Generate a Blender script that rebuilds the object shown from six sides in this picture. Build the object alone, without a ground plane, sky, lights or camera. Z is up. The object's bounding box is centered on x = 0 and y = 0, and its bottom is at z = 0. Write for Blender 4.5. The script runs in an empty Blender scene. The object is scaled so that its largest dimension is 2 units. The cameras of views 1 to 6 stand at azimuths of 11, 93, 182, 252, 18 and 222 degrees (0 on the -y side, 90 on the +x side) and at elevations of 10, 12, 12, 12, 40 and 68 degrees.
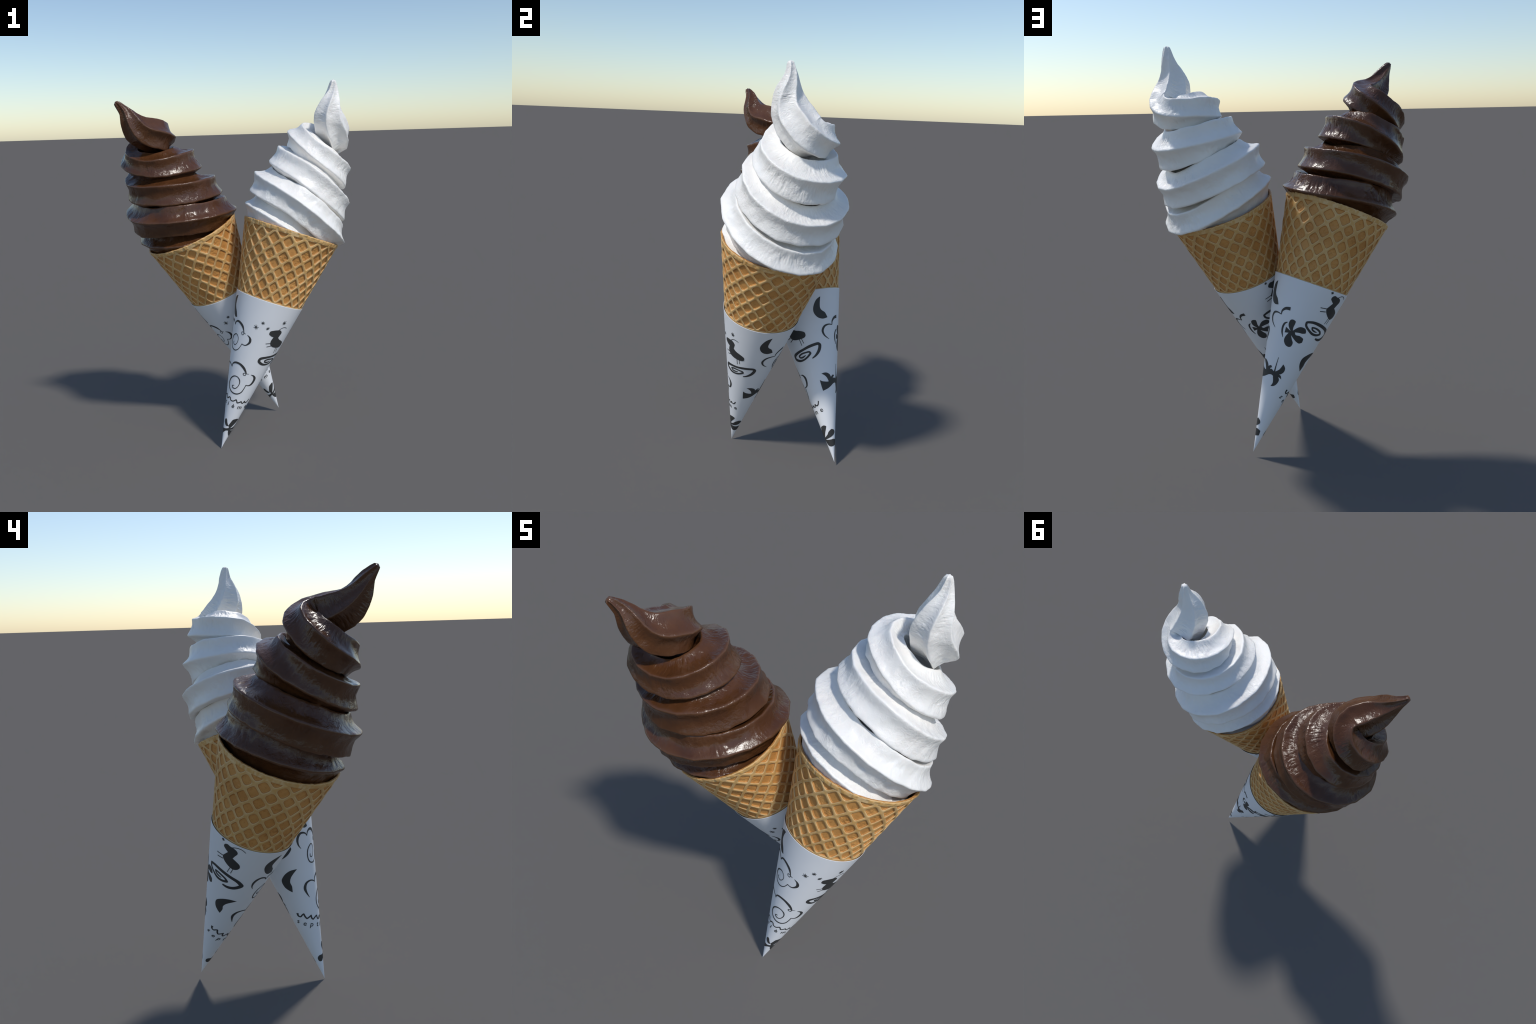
"""Two leaning soft-serve ice cream cones (vanilla and chocolate).

Each cone is built in its own frame (apex of the cone at the origin, axis = +z):
  paper_sleeve  - thin paper cone, with printed ink motifs as children
  waffle_cone   - shell with a diamond lattice relief of 20 x 9 cells
  ice_cream     - six-pointed star section swept along a rising, tightening coil
                  that ends in a drawn-out peak
and then leant over by parenting everything to an Empty at the apex.
"""
import bpy, bmesh, math
import numpy as np
from mathutils import Matrix, Vector

rng = np.random.default_rng(7)

# ------------------------------------------------------------------ dimensions
CONE_TOP, CONE_R = 1.2804, 0.2689          # waffle rim: height along axis, radius
SLEEVE_TOP, SLEEVE_R = 0.8860, 0.1908      # paper rim
K_CONE = CONE_R / CONE_TOP
K_SLEEVE = SLEEVE_R / SLEEVE_TOP
APEX = {"vanilla": ((-0.0759, -0.2600, 0.0010), (0.3239, 0.1880, 1.0)),
        "chocolate": ((0.1596, 0.3034, 0.0232), (-0.3716, -0.2452, 1.0))}


# ------------------------------------------------------------------ small helpers
def new_mesh(name, verts, faces, smooth=True):
    me = bpy.data.meshes.new(name)
    verts = np.asarray(verts, dtype=np.float32)
    faces = np.asarray(faces, dtype=np.int32)
    n = faces.shape[1]
    me.vertices.add(len(verts))
    me.vertices.foreach_set("co", verts.ravel())
    me.loops.add(faces.size)
    me.loops.foreach_set("vertex_index", faces.ravel())
    me.polygons.add(len(faces))
    me.polygons.foreach_set("loop_start", np.arange(0, faces.size, n, dtype=np.int32))
    me.update(calc_edges=True)
    me.polygons.foreach_set("use_smooth", np.full(len(faces), smooth))
    me.validate()
    return me


def grid_faces(rows, cols, wrap=True):
    """Quads of a grid of rows x cols vertices, columns wrapping round."""
    i, j = np.meshgrid(np.arange(rows - 1), np.arange(cols if wrap else cols - 1), indexing="ij")
    j2 = (j + 1) % cols
    return np.stack([i * cols + j, i * cols + j2, (i + 1) * cols + j2, (i + 1) * cols + j], -1).reshape(-1, 4)


def add_object(name, data, parent=None, mat=None):
    ob = bpy.data.objects.new(name, data)
    bpy.context.scene.collection.objects.link(ob)
    if parent:
        ob.parent = parent
    if mat and data and not data.materials:
        data.materials.append(mat)
    return ob


def smoothstep(a, b, x):
    t = np.clip((x - a) / (b - a), 0, 1)
    return t * t * (3 - 2 * t)


def hash3(i, j, k):
    h = (i * 374761393 + j * 668265263 + k * 2147483647 * 3 + 1274126177) & 0xFFFFFFFF
    h = ((h ^ (h >> 13)) * 1274126177) & 0xFFFFFFFF
    h = (h ^ (h >> 16)) & 0xFFFFFF
    return h / float(0xFFFFFF) * 2 - 1


def noise3(p):
    """Smooth value noise in [-1, 1] at points p (N, 3)."""
    p = np.asarray(p, dtype=np.float64)
    b = np.floor(p).astype(np.int64)
    f = p - b
    f = f * f * f * (f * (f * 6 - 15) + 10)
    out = np.zeros(len(p))
    for dx in (0, 1):
        for dy in (0, 1):
            for dz in (0, 1):
                w = (f[:, 0] if dx else 1 - f[:, 0]) * (f[:, 1] if dy else 1 - f[:, 1]) * (f[:, 2] if dz else 1 - f[:, 2])
                out += w * hash3(b[:, 0] + dx, b[:, 1] + dy, b[:, 2] + dz)
    return out


def fbm(p, octaves=3):
    p = np.asarray(p, dtype=np.float64)
    return sum(noise3(p * 2 ** o + 17.3 * o) * 0.5 ** o for o in range(octaves))


def spline_matrix(x, xs):
    """Natural cubic spline as a linear operator from knot values to samples."""
    n, h = len(x), np.diff(x)
    A, B = np.eye(n), np.zeros((n, n))
    for i in range(1, n - 1):
        A[i, i - 1:i + 2] = h[i - 1], 2 * (h[i - 1] + h[i]), h[i]
        B[i, i - 1:i + 2] = 6 / h[i - 1], -6 / h[i] - 6 / h[i - 1], 6 / h[i]
    M = np.linalg.solve(A, B)
    idx = np.clip(np.searchsorted(x, xs) - 1, 0, n - 2)
    a, b, hh = x[idx + 1] - xs, xs - x[idx], h[idx]
    out = M[idx] * (a ** 3 / (6 * hh) - hh * a / 6)[:, None] + M[idx + 1] * (b ** 3 / (6 * hh) - hh * b / 6)[:, None]
    r = np.arange(len(xs))
    out[r, idx] += a / hh
    out[r, idx + 1] += b / hh
    return out


# ------------------------------------------------------------------ materials
class Nodes:
    def __init__(self, name):
        self.mat = bpy.data.materials.new(name)
        self.mat.use_nodes = True
        self.t = self.mat.node_tree
        self.bsdf = self.t.nodes["Principled BSDF"]
        self.coord = self.t.nodes.new("ShaderNodeTexCoord").outputs["Object"]

    def link(self, a, b):
        self.t.links.new(a, b)

    def put(self, sock, v):
        if isinstance(v, bpy.types.NodeSocket):
            self.link(v, sock)
        else:
            sock.default_value = v

    def math(self, op, a, b=0.0, clamp=False):
        n = self.t.nodes.new("ShaderNodeMath")
        n.operation, n.use_clamp = op, clamp
        self.put(n.inputs[0], a)
        self.put(n.inputs[1], b)
        return n.outputs[0]

    def noise(self, scale, detail=4.0, rough=0.55, stretch=None, distortion=0.0):
        n = self.t.nodes.new("ShaderNodeTexNoise")
        n.inputs["Scale"].default_value = scale
        n.inputs["Detail"].default_value = detail
        n.inputs["Roughness"].default_value = rough
        n.inputs["Distortion"].default_value = distortion
        v = self.coord
        if stretch:
            m = self.t.nodes.new("ShaderNodeMapping")
            m.inputs["Scale"].default_value = stretch
            self.link(v, m.inputs["Vector"])
            v = m.outputs[0]
        self.link(v, n.inputs["Vector"])
        return n.outputs["Fac"]

    def ramp(self, fac, stops):
        n = self.t.nodes.new("ShaderNodeValToRGB")
        e = n.color_ramp.elements
        while len(e) < len(stops):
            e.new(0.5)
        for el, (pos, col) in zip(e, stops):
            el.position = pos
            el.color = col if len(col) == 4 else (*col, 1)
        self.link(fac, n.inputs[0])
        return n.outputs[0]

    def mix(self, fac, a, b, blend="MIX"):
        n = self.t.nodes.new("ShaderNodeMix")
        n.data_type, n.blend_type = "RGBA", blend
        self.put(n.inputs[0], fac)
        self.put(n.inputs[6], a if isinstance(a, bpy.types.NodeSocket) else (*a, 1))
        self.put(n.inputs[7], b if isinstance(b, bpy.types.NodeSocket) else (*b, 1))
        return n.outputs[2]

    def bump(self, height, strength, distance, normal=None):
        n = self.t.nodes.new("ShaderNodeBump")
        n.inputs["Strength"].default_value = strength
        n.inputs["Distance"].default_value = distance
        self.link(height, n.inputs["Height"])
        if normal:
            self.link(normal, n.inputs["Normal"])
        return n.outputs[0]

    def set(self, **kw):
        for k, v in kw.items():
            self.put(self.bsdf.inputs[k.replace("_", " ").replace("IOR Level", "IOR Level")], v)


def pointiness(n):
    return n.t.nodes.new("ShaderNodeNewGeometry").outputs["Pointiness"]


def mat_vanilla():
    n = Nodes("vanilla_ice_cream")
    tint = n.ramp(n.noise(7, 3), [(0.35, (0.92, 0.885, 0.835)), (0.65, (0.95, 0.925, 0.88))])
    n.set(Base_Color=tint, Roughness=n.math("ADD", n.math("MULTIPLY", n.noise(30, 3), 0.3), 0.24))
    grain = n.math("MULTIPLY", n.noise(50, 5, 0.6, distortion=0.5), n.ramp(n.noise(7.5, 2), [(0.38, (0.25, 0.25, 0.25)), (0.62, (1, 1, 1))]))
    b = n.bump(grain, 0.62, 0.007)
    n.set(Normal=n.bump(n.noise(190, 3), 0.22, 0.0015, b))
    n.bsdf.inputs["Specular IOR Level"].default_value = 0.5
    n.bsdf.inputs["Subsurface Weight"].default_value = 0.08
    n.bsdf.inputs["Subsurface Radius"].default_value = (1.0, 0.75, 0.6)
    n.bsdf.inputs["Subsurface Scale"].default_value = 0.012
    return n.mat


def mat_chocolate():
    n = Nodes("chocolate_ice_cream")
    col = n.ramp(n.noise(9, 5, 0.6), [(0.3, (0.068, 0.0245, 0.0088)), (0.55, (0.088, 0.0335, 0.0120)), (0.75, (0.106, 0.0435, 0.0170))])  # browns shifted warmer to cancel the purplish sky reflection
    col = n.mix(n.ramp(pointiness(n), [(0.5, (0, 0, 0)), (0.56, (0.5, 0.5, 0.5))]), col, (0.150, 0.070, 0.034))  # crests painted lighter than hollows: ambient occlusion baked into the colour
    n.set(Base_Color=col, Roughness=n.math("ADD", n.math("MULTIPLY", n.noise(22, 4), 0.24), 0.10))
    grain = n.math("MULTIPLY", n.noise(50, 4, 0.6, distortion=0.5), n.ramp(n.noise(7.5, 2), [(0.38, (0.3, 0.3, 0.3)), (0.62, (1, 1, 1))]))
    b = n.bump(grain, 0.55, 0.007)
    n.set(Normal=n.bump(n.noise(150, 3), 0.32, 0.0018, b))
    n.bsdf.inputs["Specular IOR Level"].default_value = 0.5
    return n.mat


def mat_waffle():
    """Cells, their dark rims and the pale ribs are told apart by the depth of the relief."""
    n = Nodes("waffle")
    sep = n.t.nodes.new("ShaderNodeSeparateXYZ")
    n.link(n.coord, sep.inputs[0])
    x, y, z = sep.outputs
    rad = n.math("SQRT", n.math("ADD", n.math("MULTIPLY", x, x), n.math("MULTIPLY", y, y)))
    depth = n.math("SUBTRACT", n.math("MULTIPLY", z, K_CONE), rad)              # 0 on ribs, + in cells
    d = n.math("MULTIPLY", depth, 1 / 0.0072, True)
    cell = n.mix(n.noise(28, 4), (0.60, 0.285, 0.079), (0.69, 0.355, 0.110))
    cell = n.mix(n.ramp(n.noise(90, 4, 0.65), [(0.55, (0, 0, 0)), (0.72, (0.8, 0.8, 0.8))]), cell, (0.45, 0.185, 0.042))
    rib = n.mix(n.ramp(n.noise(42, 5, 0.6), [(0.45, (0, 0, 0)), (0.60, (0.9, 0.9, 0.9))]), (0.70, 0.445, 0.185), (0.68, 0.395, 0.128))
    edge_highlight = n.ramp(d, [(0.06, (0, 0, 0)), (0.16, (0.75, 0.75, 0.75)), (0.26, (0.75, 0.75, 0.75)), (0.36, (0, 0, 0))])  # highlight along the rib edges, painted as a lighter ring
    rib = n.mix(edge_highlight, rib, (0.77, 0.55, 0.285))
    col = n.mix(n.ramp(d, [(0.30, (0, 0, 0)), (0.55, (1, 1, 1))]), rib, cell)
    wall = n.ramp(d, [(0.32, (0, 0, 0)), (0.55, (0.6, 0.6, 0.6)), (0.68, (0.5, 0.5, 0.5)), (0.84, (0, 0, 0))])
    col = n.mix(wall, col, (0.30, 0.110, 0.024))
    toast = n.ramp(n.noise(5.5, 3), [(0.36, (0.86, 0.80, 0.72)), (0.56, (1, 1, 1))])
    col = n.mix(1.0, col, toast, "MULTIPLY")
    n.set(Base_Color=col, Roughness=0.52)
    b = n.bump(n.noise(110, 5, 0.6), 0.25, 0.003)
    n.set(Normal=b)
    n.bsdf.inputs["Specular IOR Level"].default_value = 0.35
    return n.mat


def mat_paper():
    n = Nodes("white_paper")
    col = n.mix(n.noise(12, 3), (0.82, 0.83, 0.85), (0.86, 0.865, 0.88))
    n.set(Base_Color=col, Roughness=0.48)
    n.set(Normal=n.bump(n.noise(240, 3), 0.05, 0.001))
    n.bsdf.inputs["Specular IOR Level"].default_value = 0.4
    return n.mat


def mat_ink():
    n = Nodes("black_ink")
    n.set(Base_Color=n.mix(n.noise(40, 2), (0.036, 0.036, 0.036), (0.044, 0.044, 0.043)), Roughness=0.55)
    return n.mat


# ------------------------------------------------------------------ swirl of ice cream
# (turn angle u in degrees, radius of the coil, height, size of the star, roll of the star)
# The coil climbs clockwise seen from above: azimuth = 90 - u, azimuth 0 = -y, 90 = +x.
COIL = [
    (-315, 0.1624, 1.1924, 0.0984, 28.5), (-270, 0.1703, 1.2494, 0.1000, 22.4),
    (-225, 0.1803, 1.3052, 0.1022, 15.3), (-180, 0.1891, 1.3438, 0.1051, 4.2),
    (-135, 0.1797, 1.3534, 0.1030, -5.0), (-90, 0.1833, 1.3322, 0.0994, -11.7),
    (-45, 0.1982, 1.3033, 0.0983, -13.3), (0, 0.2008, 1.3178, 0.0965, -7.9),
    (45, 0.1964, 1.3690, 0.0936, -3.9), (90, 0.2010, 1.4240, 0.0953, 9.8),
    (135, 0.2032, 1.4487, 0.0980, 27.4), (180, 0.2029, 1.4839, 0.1023, 27.7),
    (225, 0.1963, 1.4920, 0.1044, 27.8), (270, 0.1897, 1.4805, 0.1025, 28.4),
    (315, 0.1767, 1.4569, 0.0999, 30.8), (360, 0.1672, 1.4742, 0.1025, 28.5),
    (405, 0.1498, 1.5194, 0.1063, 28.7), (450, 0.1439, 1.5714, 0.1051, 36.8),
    (495, 0.1403, 1.6009, 0.0992, 46.4), (540, 0.1458, 1.6363, 0.0946, 46.6),
    (585, 0.1366, 1.6592, 0.0963, 52.5), (630, 0.1341, 1.6571, 0.1036, 71.8),
    (675, 0.1233, 1.6453, 0.1087, 85.5), (720, 0.1149, 1.6504, 0.1066, 89.9),
    (765, 0.1066, 1.6738, 0.0990, 96.3), (810, 0.1082, 1.7051, 0.0876, 105.9),
    (855, 0.1080, 1.7491, 0.0830, 120.7), (900, 0.1013, 1.7764, 0.0896, 139.9),
    (945, 0.0875, 1.7957, 0.0896, 160.1), (990, 0.0810, 1.8117, 0.0856, 179.4),
    (1035, 0.0738, 1.8235, 0.0877, 201.1), (1080, 0.0621, 1.8465, 0.0958, 222.4)]
# the drawn-out peak: (u, x, y, z, size, roll)
PEAK = [
    (1120, 0.0294, -0.0517, 1.8902, 0.0929, 215.0), (1160, 0.0065, -0.0848, 1.9446, 0.0784, 208.2),
    (1200, -0.0022, -0.0978, 2.0061, 0.0526, 216.3), (1240, -0.0098, -0.1023, 2.0585, 0.0312, 234.7),
    (1270, -0.0219, -0.1153, 2.1047, 0.0158, 255.2)]
RIDGES, PER_SIDE, DU, FACET = 6, 14, 0.75, 22.5


def star_section():
    """Unit star: six ridges, hollow flutes between them, ridges slightly rounded."""
    n = RIDGES * PER_SIDE
    out = []
    for k in range(RIDGES):
        a0, a1 = math.radians(60 * k), math.radians(60 * (k + 1))
        p0, p1 = np.array([math.cos(a0), math.sin(a0)]), np.array([math.cos(a1), math.sin(a1)])
        inward = -(p0 + p1) / np.linalg.norm(p0 + p1)
        for i in range(PER_SIDE):
            s = i / PER_SIDE
            s = s + 0.10 * math.sin(2 * math.pi * s) * -1 * 0.6       # more points near the ridges
            out.append(p0 + (p1 - p0) * s + inward * 0.135 * math.sin(math.pi * s) ** 1.3)
    out = np.array(out)
    for _ in range(3):
        out = 0.5 * out + 0.25 * (np.roll(out, 1, 0) + np.roll(out, -1, 0))
    out *= 1.0 / np.linalg.norm(out[0])
    return out[:n]


def swirl_mesh():
    coil = np.array(COIL)
    peak = np.array(PEAK)
    az = np.radians(90 - coil[:, 0])
    centre = np.vstack([np.stack([coil[:, 1] * np.sin(az), -coil[:, 1] * np.cos(az), coil[:, 2]], 1), peak[:, 1:4]])
    U = np.r_[coil[:, 0], peak[:, 0]]
    size = np.r_[coil[:, 3], peak[:, 4]]
    roll = np.radians(np.r_[coil[:, 4], peak[:, 5]])
    us = np.arange(U[0], U[-1] + 1e-6, DU)
    W = spline_matrix(U, us)
    P, t, b = W @ centre, W @ size, W @ roll
    T = np.gradient(P, axis=0)
    T /= np.linalg.norm(T, axis=1)[:, None]
    ra = np.radians(90 - np.minimum(us, 1080.0))
    ref = np.stack([np.sin(ra), -np.cos(ra), 0 * us], 1)
    e1 = ref - (ref * T).sum(1)[:, None] * T
    e1 /= np.linalg.norm(e1, axis=1)[:, None]
    e2 = np.cross(T, e1)
    t = t * (1.0 - 0.12 * smoothstep(1266, 1270, us))                 # blunt, torn-off tip
    star = star_section()
    m = len(star)
    ca, sa = np.cos(b), np.sin(b)
    sx = star[None, :, 0] * ca[:, None] - star[None, :, 1] * sa[:, None]
    sy = star[None, :, 0] * sa[:, None] + star[None, :, 1] * ca[:, None]
    # each turn sags flat on the turn below it, so the underside of the star is drawn up
    sag = (smoothstep(70, 170, us) * (1 - smoothstep(900, 1060, us)))[:, None] * np.ones(m)[None]
    low = np.minimum(sy + 0.60, 0.0)
    sy = sy - sag * 0.5 * low
    # and the last turns leave a hollow round the axis
    hollow = (smoothstep(600, 740, us) * (1 - smoothstep(1000, 1090, us)))[:, None]
    sx = sx - hollow * 0.6 * np.minimum(sx + 0.28, 0.0)
    rings = P[:, None] + t[:, None, None] * (sx[..., None] * e1[:, None] + sy[..., None] * e2[:, None])
    # keep the hidden start of the coil inside the waffle
    rad = np.hypot(rings[..., 0], rings[..., 1])
    lim = np.where(rings[..., 2] < CONE_TOP - 0.004, rings[..., 2] * K_CONE - 0.014, 9.0)
    f = np.minimum(1.0, lim / np.maximum(rad, 1e-6))
    rings[..., 0] *= f
    rings[..., 1] *= f
    # surface: soft lumps along the coil, crumpled wrinkles across the flutes
    along = np.broadcast_to((us / 360 * 2 * math.pi)[:, None] * 0.17, rings.shape[:2])
    side = np.broadcast_to((np.arange(m) / m)[None], rings.shape[:2])
    flat = rings.reshape(-1, 3)
    lump = fbm(flat * 16, 2)
    wr = noise3(np.stack([along.ravel() * 80, side.ravel() * 27, flat[:, 2] * 9], 1) + 0.8 * lump[:, None])
    wr2 = noise3(np.stack([along.ravel() * 190, side.ravel() * 60, flat[:, 2] * 20], 1) + 1.2 * lump[:, None])
    crease = 0.5 - np.abs(noise3(flat * np.array([50, 50, 34]) + 1.3 * wr[:, None])) ** 0.6
    crease2 = 0.5 - np.abs(noise3(flat * np.array([105, 105, 70]) + 0.8 * wr2[:, None])) ** 0.7
    patch = 0.12 + 0.88 * smoothstep(-0.25, 0.5, noise3(flat * 11 + 40))
    star_r = np.linalg.norm(star, axis=1)
    flute = np.broadcast_to((1 - (star_r - star_r.min()) / (star_r.max() - star_r.min()))[None], rings.shape[:2]).ravel()
    amp = np.minimum(1.0, np.repeat(t, m) / 0.08)
    rough = 0.0015 * wr + 0.0010 * wr2 - 0.0042 * crease - 0.0018 * crease2
    disp = amp * (0.0036 * lump + (0.25 + 0.75 * flute) * patch * rough)
    outward = (sx[..., None] * e1[:, None] + sy[..., None] * e2[:, None]).reshape(-1, 3)
    outward /= np.linalg.norm(outward, axis=1)[:, None]
    smooth_pts = (flat + outward * disp[:, None]).reshape(rings.shape)
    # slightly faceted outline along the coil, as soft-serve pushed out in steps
    knots = np.r_[np.arange(U[0], 1080, FACET), np.arange(1080, 1270, 20.0), 1270.0]
    k = np.clip(np.searchsorted(knots, us, side="right") - 1, 0, len(knots) - 2)
    w = (us - knots[k]) / (knots[k + 1] - knots[k])
    ki = np.clip(np.round((knots - U[0]) / DU).astype(int), 0, len(us) - 1)
    base = (flat.reshape(rings.shape))
    chord = base[ki[k]] * (1 - w)[:, None, None] + base[ki[k + 1]] * w[:, None, None]
    facet_pts = smooth_pts + 0.65 * (chord - base)
    faces = grid_faces(len(us), m)
    nv = len(us) * m
    caps = np.vstack([P[:1], P[-1:] + T[-1:] * 0.006])

    def with_caps(pts):
        return np.vstack([pts.reshape(-1, 3), caps])
    a = np.arange(m)
    last = (len(us) - 1) * m
    # caps as degenerate-free quads: pair up edges round the ring
    cap0 = np.stack([np.full(m // 2, nv), a[2::2].tolist() + [0], a[1::2], a[0::2]], 1)
    cap1 = np.stack([np.full(m // 2, nv + 1), last + a[0::2], last + a[1::2], last + np.r_[a[2::2], 0]], 1)
    faces = np.vstack([faces, cap0, cap1])
    # the cream that fills the mouth of the cone under the first turn
    pc, pa = 96, np.linspace(0, 2 * math.pi, 96, endpoint=False)
    plug = []
    for h, f in ((1.05, 0.3), (1.15, 1.0), (1.205, 1.0), (1.226, 0.97), (1.236, 0.9), (1.240, 0.6), (1.240, 0.02)):
        r = (h * K_CONE - 0.0125) * f
        plug.append(np.stack([r * np.sin(pa), -r * np.cos(pa), h + 0.004 * np.sin(3 * pa)], 1))
    caps = np.vstack([caps] + plug)
    faces = np.vstack([faces, grid_faces(len(plug), pc) + nv + 2])
    # shade with the normals of the smooth coil
    ref_me = new_mesh("swirl_shading", with_caps(smooth_pts), faces)
    nrm = np.zeros(len(ref_me.vertices) * 3, dtype=np.float32)
    ref_me.vertices.foreach_get("normal", nrm)
    nrm = nrm.reshape(-1, 3)
    bpy.data.meshes.remove(ref_me)
    me = new_mesh("ice_cream", with_caps(facet_pts), faces)
    me.normals_split_custom_set_from_vertices(nrm)
    return me


# ------------------------------------------------------------------ waffle cone
def waffle_mesh():
    """Lattice: 20 diamonds round, rows 0.0836 apart along the axis (half rows between)."""
    cols = 1000
    zs = np.r_[np.linspace(0.04, 0.84, 12), np.linspace(0.85, CONE_TOP, 240)]
    az = np.linspace(0, 360, cols, endpoint=False)
    Z, AZ = np.meshgrid(zs, az, indexing="ij")
    # hand-made lattice: the lines wander a little
    dirs = np.stack([np.sin(np.radians(AZ)) * 3, -np.cos(np.radians(AZ)) * 3, Z * 9], -1).reshape(-1, 3)
    wob = noise3(dirs * 1.7).reshape(Z.shape) * 0.035
    wob2 = noise3(dirs * 1.7 + 31).reshape(Z.shape) * 0.035
    A, B = (AZ - 6) / 18, (1.218 - Z) / 0.0836
    p, q = A + B + wob, A - B + wob2
    ip, iq = np.round(p), np.round(q)
    ep, eq = np.abs(p - ip), np.abs(q - iq)
    ci, cj = ((ip + iq)).astype(int) % 40, (ip - iq).astype(int)
    r1, r2, r3 = hash3(ci, cj, 3), hash3(ci, cj, 11), hash3(ci, cj, 23)
    power = 5.2 + 2.2 * r1                                   # rounder and squarer cells
    v = (ep ** power + eq ** power) ** (1 / power)
    half = 0.382 + 0.012 * r2
    inside = 1 - smoothstep(half - 0.04, half + 0.03, v)
    band = (1 - smoothstep(1.2520, 1.2580, Z)) * smoothstep(0.8895, 0.8930, Z)
    inside = inside * band
    crumb = smoothstep(0.15, 0.6, r3)                        # some cells are crumbly
    P3 = np.stack([np.sin(np.radians(AZ)) * Z * K_CONE, -np.cos(np.radians(AZ)) * Z * K_CONE, Z], -1).reshape(-1, 3)
    grit = fbm(P3 * 85, 3).reshape(Z.shape)
    soft = fbm(P3 * 30 + 9, 2).reshape(Z.shape)
    rib_round = 0.0010 * smoothstep(half + 0.02, 0.5, v) * (1 - inside) * band
    relief = -0.0064 * inside * (1 + 0.12 * r2) + rib_round - 0.0010
    relief += inside * (crumb * 0.0016 * grit + 0.0006 * soft)
    relief += (1 - inside) * (0.0005 * soft + 0.0003 * grit)
    rim = smoothstep(1.256, 1.262, Z)
    scallop = noise3(np.stack([AZ.ravel() * 0.42, Z.ravel() * 60, 0 * Z.ravel()], 1)).reshape(Z.shape)
    relief += rim * (0.0025 * scallop + 0.0012)
    lip = smoothstep(CONE_TOP - 0.006, CONE_TOP, Z)
    relief -= 0.0022 * lip ** 2
    relief[Z < 0.86] = -0.003
    R = Z * K_CONE + relief
    edge = 0.0012 * noise3(np.stack([az * 0.35, 0 * az, 0 * az], 1))     # uneven rim height
    Zt = Z + lip * edge[None]
    ang = np.radians(AZ)
    outer = np.stack([R * np.sin(ang), -R * np.cos(ang), Zt], -1)
    # over the lip and down the inside
    loops = [outer.reshape(-1, 3)]
    a = np.radians(az)
    for dr, dz in ((0.0045, 0.0012), (0.0085, 0.0006), (0.0105, -0.004), (0.0105, -0.03), (0.0105, -0.10), (0.0105, -0.25), (0.0105, -0.60), (0.0105, -1.15)):
        z = CONE_TOP + dz
        r = max(z * K_CONE - dr - 0.001, 0.004) + 0.0006 * scallop[-1]
        loops.append(np.stack([r * np.sin(a), -r * np.cos(a), z + edge * (1 if dz > -0.01 else 0)], 1))
    verts = np.vstack(loops)
    rows = len(verts) // cols
    return new_mesh("waffle_cone", verts, grid_faces(rows, cols))


# ------------------------------------------------------------------ paper sleeve
def sleeve_mesh():
    cols = 256
    a = np.linspace(0, 2 * math.pi, cols, endpoint=False)
    prof = [(0.0, 0.0004)] + [(h, h * K_SLEEVE) for h in (0.004, 0.02, 0.06, 0.12, 0.2, 0.3, 0.4, 0.5, 0.6, 0.7, 0.8, 0.86, SLEEVE_TOP - 0.004, SLEEVE_TOP - 0.001)]
    prof += [(SLEEVE_TOP, SLEEVE_R - 0.0008), (SLEEVE_TOP - 0.001, SLEEVE_R - 0.0018)]
    prof += [(h, h * K_SLEEVE - 0.0018) for h in (SLEEVE_TOP - 0.005, 0.86, 0.8, 0.5, 0.2, 0.05)] + [(0.012, 0.0004)]
    # a paper roll is never quite round
    verts = []
    for h, r in prof:
        w = 1 + 0.004 * (h / SLEEVE_TOP) ** 3 * np.sin(2 * a + 0.6)
        verts.append(np.stack([r * w * np.sin(a), -r * w * np.cos(a), np.full(cols, h)], 1))
    return new_mesh("paper_sleeve", np.vstack(verts), grid_faces(len(prof), cols))


# ------------------------------------------------------------------ printed motifs
# Points are "azimuth,height" pairs on the sleeve (degrees, mm along the axis);
# strokes carry a width in mm as a third number.
def pts(s):
    return np.array([[float(v) for v in w.split(",")] for w in s.split()])


def catmull(p, closed, step=0.0035, sharp=62):
    """Smooth a control polygon (metric xy + extras) but keep its sharp corners."""
    n = len(p)
    xy = p[:, :2]

    def nb(i):
        return p[i % n] if closed else p[min(max(i, 0), n - 1)]
    tang = np.zeros_like(p)
    for i in range(n):
        a, b, c = nb(i - 1), p[i], nb(i + 1)
        d0, d1 = b[:2] - a[:2], c[:2] - b[:2]
        l0, l1 = np.linalg.norm(d0), np.linalg.norm(d1)
        if l0 < 1e-9 or l1 < 1e-9:
            continue
        turn = math.degrees(math.acos(np.clip(d0 @ d1 / l0 / l1, -1, 1)))
        if turn < sharp + 20:
            tang[i] = (c - a) / (l0 + l1) * (1.0 if turn < sharp else 0.4)
    out = []
    for i in range(n if closed else n - 1):
        a, b = p[i], p[(i + 1) % n]
        L = np.linalg.norm((b - a)[:2])
        k = max(2, int(math.ceil(L / step)))
        for s in np.arange(k) / k:
            h00, h10, h01, h11 = 2 * s ** 3 - 3 * s ** 2 + 1, s ** 3 - 2 * s ** 2 + s, -2 * s ** 3 + 3 * s ** 2, s ** 3 - s ** 2
            out.append(h00 * a + h10 * L * tang[i] + h01 * b + h11 * L * tang[(i + 1) % n])
    if not closed:
        out.append(p[-1])
    return np.array(out)


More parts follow.
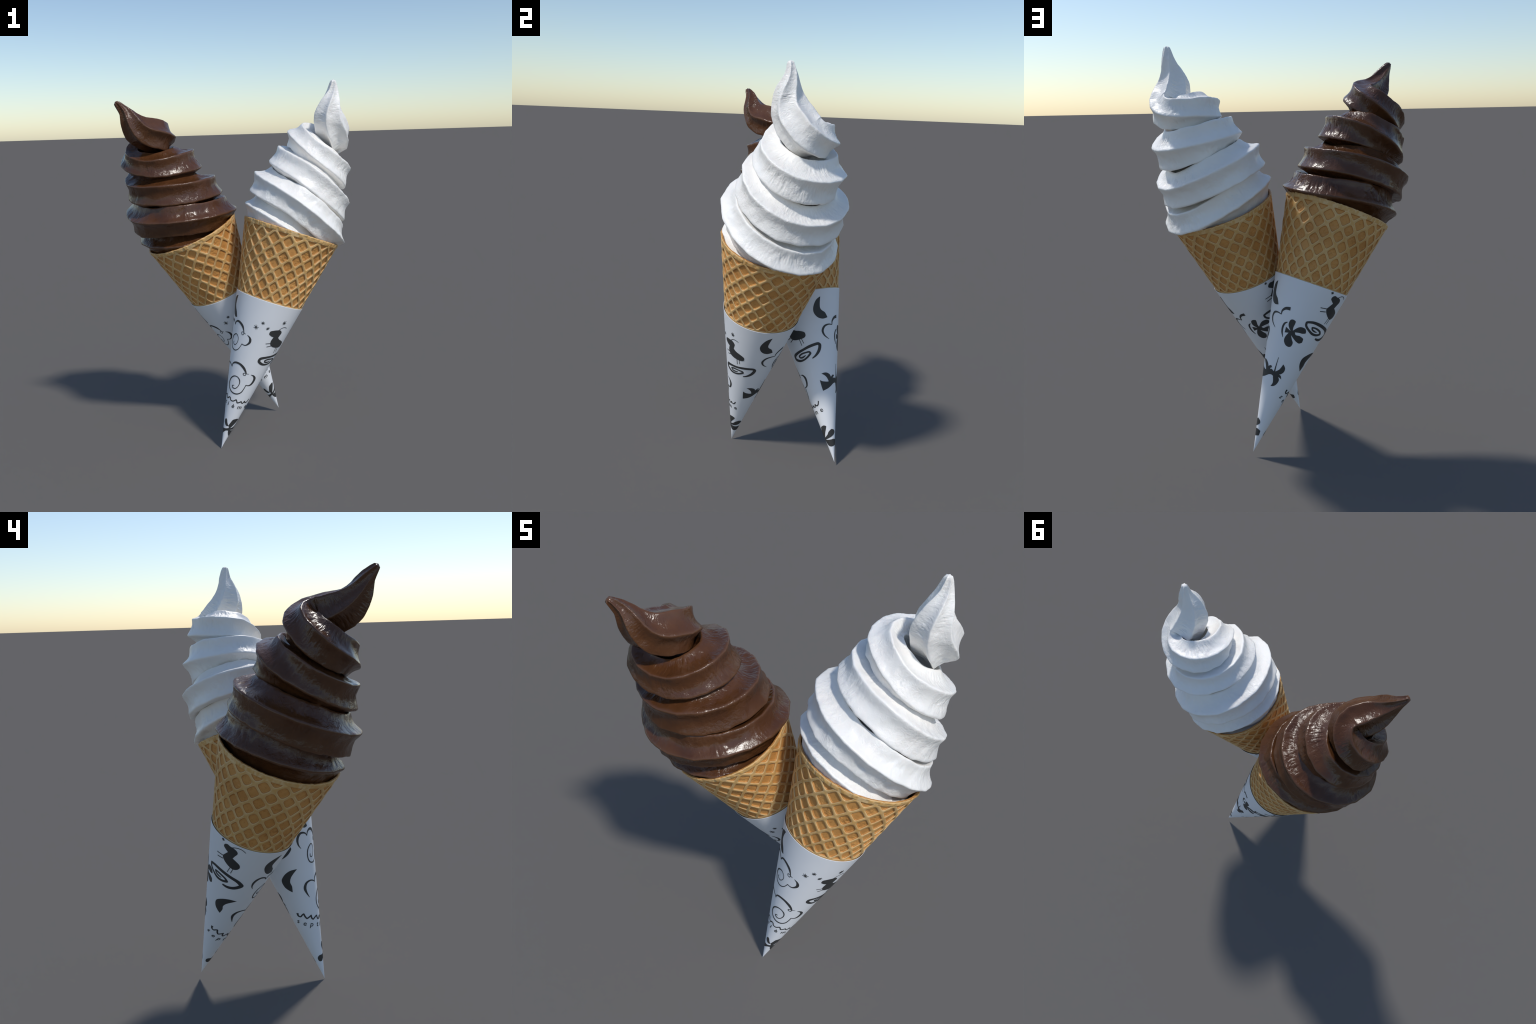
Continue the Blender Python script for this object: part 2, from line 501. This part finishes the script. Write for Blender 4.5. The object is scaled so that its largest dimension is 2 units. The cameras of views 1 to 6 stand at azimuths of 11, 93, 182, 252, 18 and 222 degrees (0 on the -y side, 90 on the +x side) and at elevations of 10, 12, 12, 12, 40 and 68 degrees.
class Motif:
    """Collects ink patches, laid on the sleeve as thin raised films."""
    level = 0

    def __init__(self, name, centre_az, centre_h):
        self.name, self.az0, self.h0 = name, centre_az, centre_h
        self.k = centre_h * K_SLEEVE * math.pi / 180       # metres per degree at the centre
        self.verts, self.faces = [], []

    def to_xy(self, az, h_mm):
        return np.stack([(np.asarray(az) - self.az0) * self.k, np.asarray(h_mm) / 1000.0], 1)

    def wrap(self, xy, off):
        az = np.radians(self.az0 + xy[:, 0] / self.k)
        h = xy[:, 1]
        w = 1 + 0.004 * (h / SLEEVE_TOP) ** 3 * np.sin(2 * az + 0.6)
        r = h * K_SLEEVE * w + off
        return np.stack([r * np.sin(az), -r * np.cos(az), h - off * K_SLEEVE], 1)

    def add(self, xy, faces):
        Motif.level += 1
        off = 0.0007 + 0.00003 * (Motif.level % 14)
        base = sum(len(v) for v in self.verts)
        self.verts.append(self.wrap(np.asarray(xy), off))
        self.faces += [[base + i for i in f] for f in faces]

    def fill(self, s):
        p = pts(s)
        line = catmull(self.to_xy(p[:, 0], p[:, 1]), True)
        self.fill_polygon(line)

    def fill_polygon(self, line):
        bm = bmesh.new()
        vs = [bm.verts.new((x, y, 0)) for x, y in line]
        bm.faces.new(vs)
        bmesh.ops.triangulate(bm, faces=bm.faces[:], ngon_method="EAR_CLIP")
        self.add_bmesh(bm)

    def add_bmesh(self, bm):
        """Cut along the generators every few degrees so that the film follows the curve."""
        xs = [v.co.x for v in bm.verts]
        step = 4.0 * self.k
        for i in range(math.floor(min(xs) / step) + 1, math.ceil(max(xs) / step)):
            bmesh.ops.bisect_plane(bm, geom=bm.verts[:] + bm.edges[:] + bm.faces[:], plane_co=(i * step, 0, 0), plane_no=(1, 0, 0), dist=1e-7)
        bmesh.ops.recalc_face_normals(bm, faces=bm.faces[:])
        bm.verts.index_update()
        xy = np.array([[v.co.x, v.co.y] for v in bm.verts])
        faces = []
        for f in bm.faces:
            idx = [v.index for v in f.verts]
            a = xy[idx]
            area = np.sum(a[:, 0] * np.roll(a[:, 1], -1) - np.roll(a[:, 0], -1) * a[:, 1])
            faces.append(idx if area > 0 else idx[::-1])
        bm.free()
        self.add(xy, faces)

    def stroke(self, s, scale=1.0):
        p = pts(s)
        q = np.column_stack([self.to_xy(p[:, 0], p[:, 1]), p[:, 2] / 1000.0 * 1.18 * scale])
        q = catmull(q, False, 0.0025, 75)
        d = np.gradient(q[:, :2], axis=0)
        d /= np.linalg.norm(d, axis=1)[:, None] + 1e-12
        nrm = np.stack([-d[:, 1], d[:, 0]], 1)
        w = np.maximum(q[:, 2:3], 0.0006) / 2
        rows = np.stack([q[:, :2] + nrm * w, q[:, :2] + nrm * w / 3, q[:, :2] - nrm * w / 3, q[:, :2] - nrm * w], 1).reshape(-1, 2)
        self.add(rows, [list(f)[::-1] for f in grid_faces(len(q), 4, False)])

    def mesh(self):
        V = np.vstack(self.verts)
        me = bpy.data.meshes.new(self.name)
        # thin film: top faces only need a skirt down to the paper
        me.from_pydata(V.tolist(), [], self.faces)
        me.update()
        bm = bmesh.new()
        bm.from_mesh(me)
        for f in bm.faces:
            c = f.calc_center_median()
            if f.normal.dot(Vector((c.x, c.y, 0))) < 0:
                f.normal_flip()
            f.smooth = True
        ext = bmesh.ops.extrude_edge_only(bm, edges=[e for e in bm.edges if e.is_boundary])
        for v in (g for g in ext["geom"] if isinstance(g, bmesh.types.BMVert)):
            r = math.hypot(v.co.x, v.co.y)
            s = (r - 0.0016) / r
            v.co.x *= s
            v.co.y *= s
        for f in (g for g in ext["geom"] if isinstance(g, bmesh.types.BMFace)):
            f.smooth = False
        bm.to_mesh(me)
        bm.free()
        co = np.zeros(len(me.vertices) * 3, dtype=np.float32)
        me.vertices.foreach_get("co", co)
        co = co.reshape(-1, 3)
        r = np.hypot(co[:, 0], co[:, 1])
        nr = np.stack([co[:, 0] / r, co[:, 1] / r, np.full(len(r), -K_SLEEVE)], 1)
        me.polygons.foreach_set("use_smooth", np.ones(len(me.polygons), dtype=bool))
        me.normals_split_custom_set_from_vertices(nr / np.linalg.norm(nr, axis=1)[:, None])
        return me


def printed_motifs():
    out = []

    def motif(name, az, h):
        m = Motif(name, az, h / 1000.0)
        out.append(m)
        return m

    # --- upper cloud: left puff, top puff, curl, right puff, then the line spiralling inward
    m = motif("printed_cloud", 315, 650)
    m.stroke("282,649,1.5 278,666,5 277,688,9 280,708,10.5 286,720,9 293,719,7 299,711,5 302,699,3")
    m.stroke("302,699,2.5 305,716,6 312,726,9 320,724,11 328,712,11 333,692,5 335,677,3")
    m.stroke("335,677,3 334,667,2.6 330,668,2.6 329,679,2.6 333,682,2.6 337,677,2.6 340,677,1")
    m.stroke("344,675,1.5 350,667,7 353,655,11 353,639,10 348,622,6 344,616,4.5 339,615,3.5 335,617,3")
    m.stroke("335,617,3 332,599,3 326,579,3.5 316,567,4.5 304,570,5 298,583,5.5 296,606,6 299,632,6 "
             "306,648,5 314,655,4 321,641,2.6 321,617,2.6 315,598,3 309,594,3.6 305,600,3.6 306,611,3")
    # --- lower cloud, the same drawing a size larger for its place
    m = motif("printed_cloud", 335, 420)
    m.stroke("281,410,1.5 274,436,7 272,460,11 279,481,9 292,487,6 305,481,4.5 313,472,3")
    m.stroke("312,472,2.5 315,491,5 326,504,8.5 341,506,10 354,495,11 3,479,8 8,467,3.5".replace(" 3,479", " 363,479").replace(" 8,467", " 368,467"))
    m.stroke("368,467,3 367,455,3 361,454,3 359,462,3 363,467,3 370,466,2.6 377,469,1")
    m.stroke("383,467,1.5 393,464,7 400,451,10.5 401,432,10 397,412,8 389,402,4.5 380,402,3.5")
    m.stroke("380,402,3.5 378,379,4 372,353,5 357,337,5.5 335,336,5.5 317,351,5 310,375,5.5 313,401,5.5 "
             "327,426,5 341,432,4 352,421,5 356,401,4 352,377,3.5 343,363,4 332,364,4.5 329,374,4 337,379,2")
    # --- half cloud at the edge of the print
    m = motif("printed_cloud", 130, 690)
    m.stroke("128,627,1.5 117,648,6 113,673,10 118,695,9 128,702,5.5 138,698,3")
    m.stroke("138,698,3 138.5,716,7 145,733,11 154,738,14")
    # --- creatures: round head, bent neck, plump body, two pairs of legs, one feeler
    m = motif("printed_creature", 50, 700)
    m.fill("27,716 27,732 33,742 41,749 48,751 53,739 52,722 51,708 57,698 66,692 75,681 76,664 72,654 60,649 "
           "48,650 41,657 38,668 37,680 38,695 39,706 33,708")
    m.stroke("28,659,3.3 41,669,3.3")
    m.stroke("33,643,3.3 45,657,3.3")
    m.stroke("60,652,3.0 62,616,3.0")
    m.stroke("65,654,3.0 68,625,3.0")
    m.stroke("42,745,2.6 48,764,2.6 54,772,2.6 61,770,2.2")
    m = motif("printed_creature", 226, 810)
    m.fill("213,847 214,860 218,867 222,864 228,862 233,855 235,843 232,822 230,807 236,798 242,786 244,771 242,758 "
           "238,750 234,748 228,754 221,766 216,780 214,794 217,810 221,828 217,836")
    m.stroke("202,791,3.3 214,795,3.3")
    m.stroke("204,773,3.6 215,779,3.6")
    m.stroke("230,754,2.8 227,720,2.8")
    m.stroke("235,754,2.8 233,721,2.8")
    m.stroke("225,861,2.6 232,873,2.6 239,874,2.4 245,864,2.0")
    # --- eye-like spirals
    m = motif("printed_spiral", 68, 580)
    m.stroke("80,543,4 90,555,9 99,576,13 103,602,13 100,612,12 94,612,12 80,606,12 62,594,10 44,582,11 31,569,13 30,553,13 "
             "42,541,11 56,542,8 69,554,8 78,570,9 76,578,8 68,578,6.5 55,574,7 46,564,7 48,556,7 56,556,7 65,564,3")
    m = motif("printed_spiral", 222, 675)
    m.stroke("224,637,7 233,634,11 243,638,13 252,650,15 258,666,16 249,686,14 232,700,13 215,709,13 201,711,11 190,703,9 191,686,9 "
             "200,668,9 211,656,10 222,656,10 231,664,10 226,677,8 213,687,7.5 204,687,6.5 206,677,6.5 212,671,6.5 219,669,2.5")
    # --- boomerangs
    m = motif("printed_boomerang", 112, 790)
    m.fill("114,848 112,812 112,790 115,777 121,764 126,738 116,734 106,744 100,766 99,788 102,815 107,836")
    m = motif("printed_boomerang", 235, 520)
    m.fill("217,507 218,525 223,538 235,555 248,563 263,561 252,545 243,528 238,508 239,486 235,458 227,471 220,487")
    m = motif("printed_boomerang", 292, 800)
    m.fill("301,860 296,828 294,802 297,786 302,770 306,744 298,740 289,754 282,783 281,808 285,831 293,851")
    # --- flower with an arc beside it
    m = motif("printed_flower", 172, 625)
    m.fill("166,637 160,654 158,670 160,689 165,694 170,689 170,675 169,658 170,642 177,663 183,672 191,671 195,661 196,649 "
           "190,643 183,642 175,638 178,627 187,628 196,620 197,601 191,592 183,597 176,607 169,619 174,599 178,585 177,567 "
           "172,560 164,564 158,581 158,600 163,626 154.5,621 154.5,649")
    m.stroke("153,596,2 148.5,619,7 147.5,643,8 150,663,7 155,673,3")
    # --- antlered bird
    m = motif("printed_bird", 130, 415)
    m.fill("97,458 105,461 114,459 124,448 129,433 133,440 139,444 144,436 139,432 137,424 143,428 150,423 157,417 156,396 "
           "148,401 138,398 128,389 115,379 94,370 91,398 89,428 96,420 104,416 113,413 119,413 114,432 106,448")
    m.fill("154,418 160,426 168,440 174,470 182,455 183,436 177,420 171,415 178,411 183,395 177,400 171,402 177,388 174,366 "
           "166,352 154,346 159,364 157,382 154,396")
    m.stroke("156,495,1.5 155,452,3.5 155,410,7")
    # --- scribbled flourish: a falling, ever tighter wave
    m = motif("printed_flourish", 330, 300)
    m.stroke("224,352,8 223,338,6 231,331,5.5 240,338,5.5 246,341,5.5 248,326,6 253,314,5.5 264,318,5.5 273,323,5.5 273,309,6 "
             "279,301,5.5 290,308,5.5 300,312,5.5 304,297,5.5 312,293,5.5 322,303,5.5 329,303,5 334,291,5 348,290,5 "
             "362,304,5 366,298,5 371,288,5.5 381,294,5.5 388,302,5 392,295,5 399,292,5 405,307,5.5 410,300,5.5 416,300,5.5 422,306,5 427,323,4.5")
    # --- flower at the point of the sleeve
    m = motif("printed_flower", 365, 140)
    m.fill("322,178 333,177 346,157 366,140 382,131 392,133 402,143 418,161 430,176 436,189 420,194 400,190 385,184 376,167 374,148 "
           "364,141 340,138 318,150 312,164")
    m.fill("372,135 392,131 428,143 446,158 474,170 500,162 506,148 476,134 428,124 395,121 374,121")
    m.fill("376,124 400,119 455,117 490,118 532,112 530,88 459,81 420,84 395,94 381,108")
    m.fill("380,131 379,115 352,111 320,98 290,88 262,88 244,94 243,108 266,118 300,118 340,122 362,127")
    # --- loose stars
    for az, h, d in ((357.5, 733, 24), (368, 766, 20), (380, 744, 18), (408, 796, 23), (210, 876, 18)):
        m = motif("printed_star", az, h)
        n = 4
        for i in range(n):
            a = math.pi * i / n + rng.uniform(-0.12, 0.12) + 0.3
            e = d / 2 * rng.uniform(0.75, 1.15) * 2
            dx, dy = math.cos(a) * e / 2000, math.sin(a) * e / 2000
            k = 1 / m.k
            m.stroke(f"{az - dx * k},{h - dy * 1000},2.0 {az},{h},2.4 {az + dx * k * 1.1},{h + dy * 1100},1.8")
    return out


def printed_letters():
    """The word on the sleeve stands on a line that is straight when the paper is unrolled."""
    out = []
    slant = math.sqrt(1 + K_SLEEVE ** 2)
    shrink = K_SLEEVE / slant                               # unrolled angle per turned angle
    for ch, x, y in (("s", -0.149, 0.280), ("e", -0.114, 0.275), ("p", -0.081, 0.273), ("t", -0.046, 0.271),
                     ("i", -0.022, 0.270), ("è", 0.010, 0.267), ("m", 0.047, 0.266), ("e", 0.087, 0.267)):
        cu = bpy.data.curves.new("letter", "FONT")
        cu.body = ch
        cu.size = 0.035
        cu.resolution_u = 4
        cu.shear = 0.12
        cu.offset = 0.0004
        tmp = bpy.data.objects.new("letter", cu)
        bpy.context.scene.collection.objects.link(tmp)
        dg = bpy.context.evaluated_depsgraph_get()
        me = tmp.evaluated_get(dg).to_mesh()
        bm = bmesh.new()
        bm.from_mesh(me)
        tmp.evaluated_get(dg).to_mesh_clear()
        bpy.data.objects.remove(tmp)
        bpy.data.curves.remove(cu)
        xs = [v.co.x for v in bm.verts]
        mid = (min(xs) + max(xs)) / 2
        az_c = 345 + math.degrees(math.atan2(x, y)) / shrink
        m = Motif("printed_letter", az_c, math.hypot(x, y) / slant)
        for v in bm.verts:
            X, Y = x + v.co.x - mid, y - 0.0095 + v.co.y
            rho, phi = math.hypot(X, Y), math.atan2(X, Y)
            az = 345 + math.degrees(phi) / shrink
            v.co = ((az - az_c) * m.k, rho / slant, 0)
        bmesh.ops.triangulate(bm, faces=bm.faces[:])
        m.add_bmesh(bm)
        out.append(m)
    return out


# ------------------------------------------------------------------ assembly
def lean(apex, axis):
    a = Vector(axis).normalized()
    x = Vector((0, 1, 0)).cross(a).normalized()
    y = a.cross(x)
    m = Matrix((x, y, a)).transposed().to_4x4()
    m.translation = Vector(apex)
    return m


paper, ink, waffle = mat_paper(), mat_ink(), mat_waffle()
flavours = {"vanilla": mat_vanilla(), "chocolate": mat_chocolate()}
sleeve_data, waffle_data, swirl_data = sleeve_mesh(), waffle_mesh(), swirl_mesh()
print_data = [(m.name, m.mesh()) for m in printed_motifs() + printed_letters()]
LABEL = {"vanilla": "white soft-serve swirl in a waffle cone with printed paper sleeve",
         "chocolate": "glossy chocolate soft-serve swirl in a waffle cone with printed paper sleeve"}
for flavour in ("vanilla", "chocolate"):
    root = add_object(f"{flavour}_ice_cream_cone", None)
    root.empty_display_size = 0.1
    root.matrix_world = lean(*APEX[flavour])
    root["label"] = LABEL[flavour]
    root["category"] = "ice cream cone"
    sleeve = add_object("paper_sleeve", sleeve_data, root, paper)
    add_object("waffle_cone", waffle_data, root, waffle)
    cream = swirl_data if flavour == "vanilla" else swirl_data.copy()
    cream.materials.clear()
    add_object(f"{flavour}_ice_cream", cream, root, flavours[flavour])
    for name, me in print_data:
        add_object(name, me, sleeve, ink)
